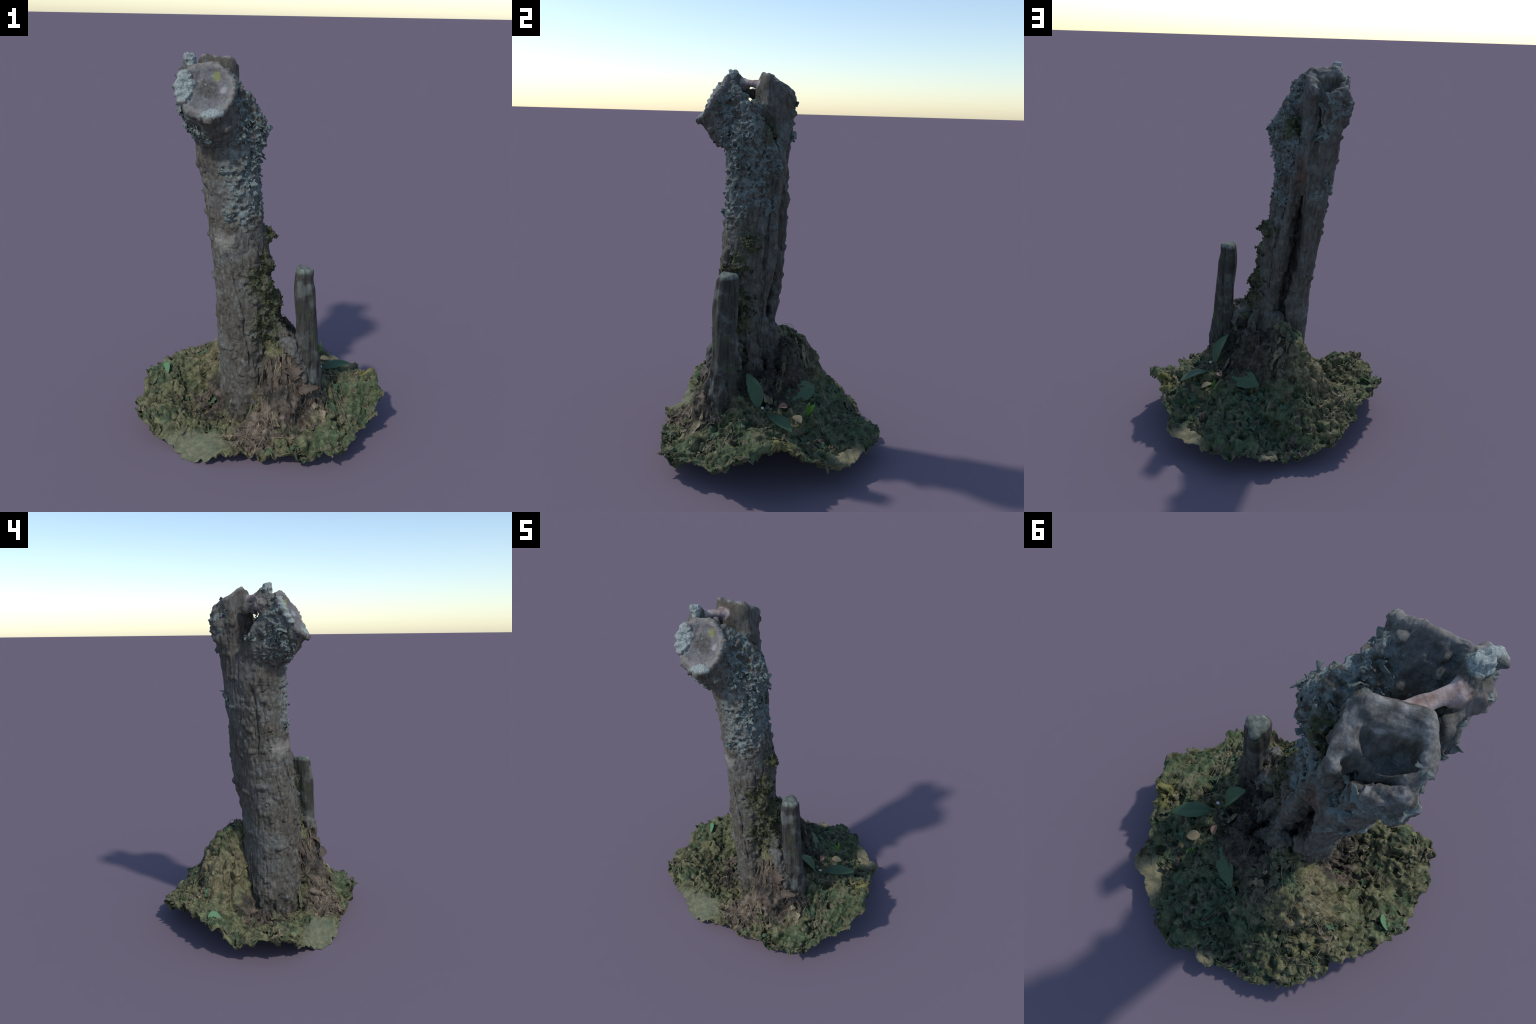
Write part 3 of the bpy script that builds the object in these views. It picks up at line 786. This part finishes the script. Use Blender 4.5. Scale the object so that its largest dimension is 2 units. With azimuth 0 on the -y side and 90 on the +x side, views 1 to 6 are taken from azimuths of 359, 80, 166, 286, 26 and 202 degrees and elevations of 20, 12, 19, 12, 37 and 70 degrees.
INNER = np.array([
    (-0.550, 0.108, 0.190), (-0.515, -0.345, 0.165), (-0.480, -0.342, 0.150), (-0.520, -0.220, 0.159), (-0.580, -0.120, 0.138), (-0.450, -0.270, 0.129),
    (-0.420, -0.400, 0.058), (-0.360, -0.318, 0.118), (-0.371, -0.213, 0.093), (-0.475, -0.042, 0.105), (-0.386, -0.005, 0.075), (-0.303, 0.027, 0.110),
    (-0.250, -0.250, 0.065), (-0.216, -0.274, 0.059), (-0.250, -0.440, 0.090), (-0.310, -0.400, 0.092), (-0.150, -0.300, 0.067), (-0.220, -0.120, 0.075),
    (-0.200, -0.050, 0.070), (-0.240, 0.040, 0.170), (-0.095, -0.270, 0.082), (-0.060, -0.420, 0.116), (-0.077, -0.505, 0.098), (0.091, -0.314, 0.429),
    (0.100, -0.270, 0.585), (0.050, -0.240, 0.560), (0.096, -0.345, 0.314), (0.140, -0.305, 0.566), (0.120, -0.200, 0.600), (0.060, -0.180, 0.580),
    (0.160, -0.240, 0.580), (0.120, -0.380, 0.220), (0.060, -0.400, 0.214), (0.100, -0.430, 0.142), (0.100, -0.490, 0.126), (0.190, -0.388, 0.122),
    (0.200, -0.320, 0.380), (0.242, -0.406, 0.159), (0.302, -0.409, 0.194), (0.270, -0.340, 0.320), (0.330, -0.290, 0.280), (0.350, -0.360, 0.230),
    (0.300, -0.470, 0.123), (0.200, -0.460, 0.120), (0.403, -0.213, 0.255), (0.451, -0.278, 0.179), (0.500, -0.200, 0.200), (0.587, -0.226, 0.155),
    (0.550, -0.100, 0.260), (0.458, 0.020, 0.260), (0.600, 0.077, 0.190), (0.342, -0.064, 0.290), (0.302, 0.052, 0.280), (0.270, -0.100, 0.310),
    (0.200, -0.090, 0.370), (0.130, -0.120, 0.515), (0.100, -0.050, 0.437), (0.100, 0.000, 0.420), (0.200, 0.080, 0.412), (0.063, 0.320, 0.251),
    (0.030, 0.100, 0.565), (0.030, 0.170, 0.520), (0.040, 0.250, 0.375), (0.265, 0.213, 0.248), (0.300, 0.300, 0.182), (0.360, 0.180, 0.209),
    (0.450, 0.180, 0.152), (0.340, 0.410, 0.191), (0.376, 0.460, 0.178), (0.240, 0.390, 0.214), (0.150, 0.450, 0.153), (0.060, 0.420, 0.144),
    (0.130, 0.550, 0.085), (-0.060, 0.080, 0.620), (-0.060, 0.170, 0.596), (-0.060, 0.240, 0.539), (-0.060, 0.310, 0.406), (-0.060, 0.420, 0.268),
    (-0.060, 0.500, 0.122), (-0.180, 0.100, 0.440), (-0.170, 0.200, 0.416), (-0.254, 0.200, 0.317), (-0.300, 0.300, 0.230), (-0.394, 0.200, 0.230),
    (-0.450, 0.228, 0.205), (-0.557, 0.200, 0.202), (-0.180, 0.360, 0.248), (-0.200, 0.450, 0.175), (-0.400, 0.100, 0.140), (-0.300, 0.090, 0.171),
    (0.000, -0.100, 0.407), (-0.080, -0.080, 0.300), (0.130, 0.360, 0.166), (0.550, 0.220, 0.122), (-0.130, 0.330, 0.317), (-0.290, 0.160, 0.245),
    (-0.150, -0.200, 0.063), (-0.110, 0.410, 0.237), (-0.130, -0.210, 0.081), (-0.310, 0.140, 0.206), (-0.130, -0.230, 0.067), (0.040, 0.020, 0.504),
    (0.220, 0.340, 0.237), (-0.280, 0.390, 0.228), (0.300, 0.500, 0.167), (-0.560, -0.190, 0.169), (0.170, 0.175, 0.294), (0.175, 0.130, 0.384),
    (0.118, 0.245, 0.281), (0.235, 0.085, 0.300), (0.130, 0.090, 0.580), (0.180, 0.100, 0.495), (0.150, 0.050, 0.519), (0.100, 0.050, 0.517),
    (-0.050, -0.310, 0.108), (-0.083, -0.324, 0.127), (-0.004, -0.367, 0.206)])
CP = np.concatenate([RIM, INNER])
def _k(a, b):
    return np.sqrt(((a[:, None, :2] - b[None, :, :2]) ** 2).sum(-1) + 0.02 ** 2)
_A = np.block([[_k(CP, CP) - 0.012 * np.eye(len(CP)), np.ones((len(CP), 1)), CP[:, :2]],
               [np.ones((1, len(CP))), np.zeros((1, 3))], [CP[:, :2].T, np.zeros((2, 3))]])
_W = np.linalg.solve(_A, np.concatenate([CP[:, 2], np.zeros(3)]))
def mound_z(xy):
    out = np.empty(len(xy))
    for s in range(0, len(xy), 20000):
        q = xy[s:s + 20000]
        out[s:s + 20000] = _k(q, CP) @ _W[:-3] + _W[-3] + q @ _W[-2:]
    return out

rth = np.arctan2(RIM[:, 1], RIM[:, 0])
od = np.argsort(rth)
def rim_radius(th):
    return np.interp(th, rth[od], np.hypot(RIM[:, 0], RIM[:, 1])[od], period=2 * np.pi)

NT, NR = 620, 130
T = np.linspace(-np.pi, np.pi, NT, endpoint=False)
circ = np.stack([np.cos(T), np.sin(T), 0 * T], 1)
edge = rim_radius(T) + 0.014 * fbm(circ, 9, 4, 70) + 0.008 * ridged(circ, 22, 2, 71) - 0.002
rr = (np.arange(1, NR + 1) / NR) ** 0.8
XY = (rr[:, None, None] * (edge[:, None] * circ[:, :2])[None]).reshape(-1, 2)
mzv = mound_z(XY)
P = np.concatenate([XY, mzv[:, None] - 0.008], 1)
a = np.arange(NT * NR).reshape(NR, NT)
b = np.roll(a, -1, 1)
q = np.stack([a[:-1], a[1:], b[1:], b[:-1]], -1).reshape(-1, 4)
pn = vnormals(P, q)
if pn[:, 2].mean() < 0:
    q = q[:, ::-1]
    pn = -pn
pad = np.maximum(sstep(0.15, 0.11, np.linalg.norm((P - (-0.36, -0.47, 0.05)) * (0.7, 1.25, 1), axis=1) + 0.02 * fbm(P, 12, 2, 1)),
                 sstep(0.12, 0.09, np.linalg.norm(P - (0.545, 0.385, 0.11), axis=1) + 0.02 * fbm(P, 12, 2, 2)))
rough = (1 - 0.88 * pad)
d3 = np.stack([fbm(P, 24, 3, 80), fbm(P, 24, 3, 81), fbm(P, 24, 3, 82)], 1)
W = P + d3 * 0.012
Wf = P + 0.030 * np.stack([fbm(P, 11, 3, 180), fbm(P, 11, 3, 181), fbm(P, 11, 3, 182)], 1)
lum = 0.011 * (ridged(Wf, (17, 17, 10), 3, 90) - 0.4) + 0.010 * np.abs(fbm(Wf, (34, 34, 20), 3, 97)) + 0.0035 * ridged(W, 80, 2, 91) + 0.020 * fbm(P, 8, 3, 92)
hollow = -0.034 * sstep(0.40, 0.60, vnoise(W, 19, 93)) - 0.020 * sstep(0.45, 0.62, vnoise(W, 40, 94))
edge_w = np.repeat(rr, NT)
P2 = P + pn * ((lum + hollow) * rough)[:, None] + d3 * (0.010 * rough)[:, None]
P2[:, 2] += sstep(0.9, 1.0, edge_w) * 0.012 * fbm(P, 14, 3, 95)
P2[:, 2] = np.maximum(P2[:, 2], 0.002 + 0.004 * (edge_w < 0.97))
pn2 = vnormals(P2, q)
thick = 0.012
Pb = P2 - pn2 * thick * np.where(edge_w < 0.985, 1.0, 0.4)[:, None]
Pb[:, 2] = np.maximum(Pb[:, 2], 0.0)
m = len(P2)
ro = a[-1]
rn = b[-1]
rimq = np.stack([ro, rn, rn + m, ro + m], 1)
ri, rj = a[0], b[0]
inq = np.stack([rj, ri, ri + m, rj + m], 1)
if q[0, 1] == a[1, 0]:
    rimq, inq = rimq[:, ::-1], inq[:, ::-1]
mound = add("litter_mound", new_mesh("litter_mound", np.concatenate([P2, Pb]), np.concatenate([q, q[:, ::-1] + m, rimq, inq]), M_MOUND), root)

def ground(xy):
    """height and normal of the undisplaced mound"""
    xy = np.atleast_2d(xy)
    e = 0.008
    h = mound_z(xy)
    hx = (mound_z(xy + (e, 0)) - mound_z(xy - (e, 0))) / (2 * e)
    hy = (mound_z(xy + (0, e)) - mound_z(xy - (0, e))) / (2 * e)
    n = np.stack([-hx, -hy, 1 + 0 * h], 1)
    return h, n / np.linalg.norm(n, axis=1, keepdims=True)

# ------------------------------------------------------------------ loose litter, stems and leaves
L_GREEN = leaf_material("green_leaf", (0.040, 0.082, 0.046), (0.085, 0.145, 0.080))
L_BRIGHT = leaf_material("fresh_leaf", (0.07, 0.17, 0.08), (0.14, 0.27, 0.14))
L_LIME = leaf_material("lime_shoot", (0.05, 0.14, 0.015), (0.10, 0.24, 0.03))
L_OLIVE = leaf_material("olive_leaf", (0.055, 0.060, 0.030), (0.155, 0.158, 0.092))
L_TAN = leaf_material("dry_leaf", (0.13, 0.105, 0.062), (0.30, 0.25, 0.16))
L_BROWN = leaf_material("rotten_leaf", (0.045, 0.034, 0.025), (0.15, 0.115, 0.088))
L_RED = leaf_material("reddish_leaf", (0.15, 0.085, 0.06), (0.28, 0.18, 0.14))
L_YELLOW = leaf_material("yellow_leaf", (0.12, 0.115, 0.03), (0.24, 0.225, 0.07))

def leaf_shape(seed, width=0.5, curl=0.5, ragged=0.1, fold=0.25, nu=13, nw=9, thick=0.012):
    """leaf of unit length along +y, pointed at both ends, folded on its rib"""
    r = np.random.default_rng(seed)
    ph = r.uniform(0, 6.28, 8)
    def fn(u, w):
        s = (w - 0.5) * 2
        prof = np.sin(np.pi * np.clip(u, 0.02, 0.985) ** 0.85) ** 0.75
        prof = prof * (1 + ragged * np.sin(u * 26 + ph[0]) + ragged * np.sin(u * 47 + ph[1]))
        xx = s * prof * width * 0.5
        zz = fold * np.abs(xx) + curl * (u - 0.5) ** 2 * -1.0 + curl * 0.3 * (np.sin(u * 5 + ph[2]) * 0.3 + np.sin(s * 3 + u * 4 + ph[3]) * 0.3 * np.abs(s))
        return np.stack([xx, u - 0.5, zz], 1)
    return sheet(nu, nw, fn, thick)

def on_mound(xy):
    """nearest point of the finished mound surface (its polar grid)"""
    th = np.arctan2(xy[:, 1], xy[:, 0])
    j = np.round((th + np.pi) / (2 * np.pi) * NT).astype(int) % NT
    i = np.clip(np.round(NR * np.clip(np.hypot(xy[:, 0], xy[:, 1]) / edge[j], 0, 1) ** 1.25).astype(int) - 1, 0, NR - 1)
    return P2[i * NT + j, 2]

def torn_piece(c, size, gen):
    """limp torn scrap of leaf, draped over the mound, its edge curled up"""
    ph = gen.uniform(0, 6.28, 6)
    asp, rot = gen.uniform(0.4, 0.9), gen.uniform(0, 6.28)
    lift, curl = gen.uniform(0.0, 0.008), gen.uniform(0.05, 0.55)
    def fn(u, w):
        an = w * 2 * np.pi * (1 - 1e-6)
        rad = u * size * (0.72 + 0.22 * np.sin(2 * an + ph[0]) + 0.16 * np.sin(5 * an + ph[1]) + 0.10 * np.sin(11 * an + ph[2]))
        lx, ly = rad * np.cos(an), asp * rad * np.sin(an)
        x = c[0] + lx * math.cos(rot) - ly * math.sin(rot)
        y = c[1] + lx * math.sin(rot) + ly * math.cos(rot)
        q = np.stack([x, y], 1)
        zz = 0.5 * on_mound(q) + 0.5 * (mound_z(q) - 0.008) + lift + curl * size * u ** 2 * (0.5 + 0.6 * np.sin(2 * an + ph[3]) + 0.25 * np.sin(4 * an + ph[4]))
        return np.stack([x, y, zz], 1)
    return sheet(5, 22, fn, 0.0018)

g = np.random.default_rng(23)
bins = {m.name: [m, [], [], 0] for m in (L_GREEN, L_OLIVE, L_TAN, L_BROWN)}
count = 520
th = g.uniform(-np.pi, np.pi, count)
ra = np.sqrt(g.uniform(0.06, 0.99, count)) * rim_radius(th)
xy = np.stack([ra * np.cos(th), ra * np.sin(th)], 1)
gh, gn = ground(xy)
pts = np.concatenate([xy, gh[:, None]], 1)
brown_z = np.minimum(np.linalg.norm(pts - (0.14, -0.35, 0.3), axis=1) / 0.24, np.linalg.norm(pts - (-0.04, -0.44, 0.16), axis=1) / 0.15)
far_z = np.linalg.norm(pts - (0.22, 0.40, 0.15), axis=1)
pad_z = np.minimum(np.linalg.norm((pts - (-0.36, -0.47, 0.05)) * (0.7, 1.25, 1), axis=1), np.linalg.norm(pts - (0.545, 0.385, 0.11), axis=1))
for i in range(count):
    if pad_z[i] < 0.14:
        continue
    k = g.random()
    if brown_z[i] < 1:
        mat = L_BROWN if k < 0.8 else L_TAN
    elif far_z[i] < 0.4:
        mat = L_GREEN if k < 0.5 else (L_OLIVE if k < 0.9 else L_BROWN)
    else:
        mat = L_OLIVE if k < 0.80 else (L_GREEN if k < 0.86 else L_TAN)
    V, Q = torn_piece(xy[i], g.uniform(0.012, 0.034), g)
    bn = bins[mat.name]
    bn[1].append(V)
    bn[2].append(Q + bn[3])
    bn[3] += len(V)
for nm, (mat, vs, qs, _) in bins.items():
    V = np.concatenate(vs)
    V[:, 2] = np.maximum(V[:, 2], 0.001)
    add("leaf_litter", new_mesh("leaf_litter", V, np.concatenate(qs), mat), mound, "stuff")

def tube(path, r0, r1, sides=5):
    path = np.asarray(path)
    n = len(path)
    t = np.gradient(path, axis=0)
    t /= np.linalg.norm(t, axis=1, keepdims=True)
    u = np.cross(t, (0.3, 0.2, 0.93))
    u /= np.linalg.norm(u, axis=1, keepdims=True)
    w = np.cross(t, u)
    an = np.arange(sides) * 2 * np.pi / sides
    rad = np.linspace(r0, r1, n)
    V = (path[:, None] + rad[:, None, None] * (np.cos(an)[None, :, None] * u[:, None] + np.sin(an)[None, :, None] * w[:, None])).reshape(-1, 3)
    a = np.arange(n * sides).reshape(n, sides)
    b = np.roll(a, -1, 1)
    return V, np.stack([a[:-1], b[:-1], b[1:], a[1:]], -1).reshape(-1, 4)

def stem(p, q, lift, r, gen):
    t = np.linspace(0, 1, 10)[:, None]
    xy = p * (1 - t) + q * t + np.sin(t * np.pi * gen.uniform(0.7, 2.0)) * gen.normal(0, 0.012, 2)
    R = rim_radius(np.arctan2(xy[:, 1], xy[:, 0])) * 0.97
    xy *= np.minimum(1, R / np.hypot(xy[:, 0], xy[:, 1]))[:, None]
    z = mound_z(xy) - 0.004 + lift * (0.3 + np.sin(t[:, 0] * np.pi)) + 0.004 * np.sin(t[:, 0] * 9 + gen.uniform(0, 6))
    return tube(np.concatenate([xy, z[:, None]], 1), r, r * 0.6)

g = np.random.default_rng(31)
stem_v, stem_f, off = {}, {}, {}
def drop_stems(center, spread, count, length, mat, lift=0.02):
    c = np.asarray(center)
    for _ in range(count):
        p = c + g.normal(0, spread, 2)
        an = g.uniform(0, 2 * np.pi)
        l = g.uniform(0.5, 1.0) * length
        q = p + l * np.array([math.cos(an), math.sin(an)])
        V, Q = stem(p, q, g.uniform(0.002, lift), g.uniform(0.0009, 0.0017), g)
        stem_v.setdefault(mat, []).append(V)
        stem_f.setdefault(mat, []).append(Q + off.get(mat, 0))
        off[mat] = off.get(mat, 0) + len(V)
drop_stems((0.0, -0.40), 0.06, 30, 0.12, L_TAN, 0.02)
drop_stems((0.12, -0.36), 0.06, 16, 0.12, L_TAN, 0.02)
drop_stems((-0.26, 0.20), 0.09, 40, 0.13, L_TAN)
drop_stems((-0.05, 0.35), 0.14, 46, 0.16, L_OLIVE)
drop_stems((0.25, 0.35), 0.13, 40, 0.16, L_OLIVE)
drop_stems((-0.42, -0.15), 0.13, 36, 0.10, L_OLIVE)
drop_stems((0.42, -0.25), 0.12, 30, 0.10, L_TAN)
drop_stems((0.15, 0.05), 0.08, 24, 0.14, L_BROWN)
for mat in stem_v:
    add("dry_stems", new_mesh("dry_stems", np.concatenate(stem_v[mat]), np.concatenate(stem_f[mat]), mat), mound, "stuff")

def place_leaf(seed, base, tip, width, up, mat, curl=0.25, ragged=0.03, fold=0.2, name="leaf", thick=0.012, res=(21, 13)):
    base, tip = np.asarray(base, float), np.asarray(tip, float)
    L = np.linalg.norm(tip - base)
    yv = (tip - base) / L
    n = np.asarray(up, float)
    n = unit(n - yv * (n @ yv))
    B = np.stack([np.cross(yv, n), yv, n], 1)
    V, Q = leaf_shape(seed, width / L, curl, ragged, fold, *res, thick)
    o = add(name, new_mesh(name, V, Q, mat), mound)
    M = np.eye(4)
    M[:3, :3] = B * L
    M[:3, 3] = (base + tip) / 2
    o.matrix_world = mathutils.Matrix(M.tolist())
    return o

place_leaf(1, (-0.575, 0.135, 0.200), (-0.535, 0.070, 0.185), 0.075, (-0.45, -0.45, 0.75), L_BRIGHT)
place_leaf(2, (0.245, 0.082, 0.322), (0.126, 0.262, 0.322), 0.115, (0.62, 0.35, 0.70), L_GREEN, 0.12)
place_leaf(3, (0.325, -0.075, 0.305), (0.238, -0.125, 0.462), 0.085, (0.85, 0.35, 0.45), L_GREEN, 0.25)
place_leaf(4, (0.36, -0.03, 0.288), (0.53, 0.05, 0.282), 0.075, (0.15, 0.0, 1), L_GREEN, 0.25)
place_leaf(5, (0.55, 0.03, 0.235), (0.63, 0.06, 0.195), 0.055, (0.3, 0.1, 1), L_OLIVE, 0.4, 0.14)
place_leaf(6, (0.302, 0.075, 0.296), (0.308, 0.025, 0.298), 0.035, (0.5, 0.0, 0.8), L_RED, 0.6, 0.04, 0.6)
place_leaf(8, (0.365, 0.165, 0.268), (0.352, 0.180, 0.335), 0.026, (1, 0.2, 0.3), L_LIME, 0.4)
place_leaf(9, (0.365, 0.165, 0.275), (0.372, 0.200, 0.330), 0.022, (1, -0.4, 0.3), L_LIME, 0.4)
place_leaf(12, (0.36, 0.10, 0.275), (0.42, 0.12, 0.262), 0.05, (0.2, 0, 1), L_TAN, 0.5, 0.06)
place_leaf(16, (0.19, -0.36, 0.33), (0.295, -0.372, 0.375), 0.050, (0.3, -0.6, 0.8), L_BROWN, 0.7, 0.22)
place_leaf(17, (0.17, -0.30, 0.50), (0.17, -0.365, 0.395), 0.085, (0.1, -0.9, 0.5), L_BROWN, 0.7, 0.22)

# snail shell and a white crumb
def ball(c, r, mat, name):
    V, Q = surface_nets(lambda p: ellipsoid(p, c, r), np.asarray(c) - 0.024, np.asarray(c) + 0.024, 0.002)
    add(name, new_mesh(name, V, Q, mat), mound)
ball((0.594, -0.234, 0.160), (0.010, 0.011, 0.009), L_TAN, "snail_shell")
PEB = leaf_material("white_crumb", (0.5, 0.5, 0.5), (0.65, 0.66, 0.68))
ball((0.342, -0.064, 0.312), (0.009, 0.007, 0.006), PEB, "pebble")
bpy.context.view_layer.update()
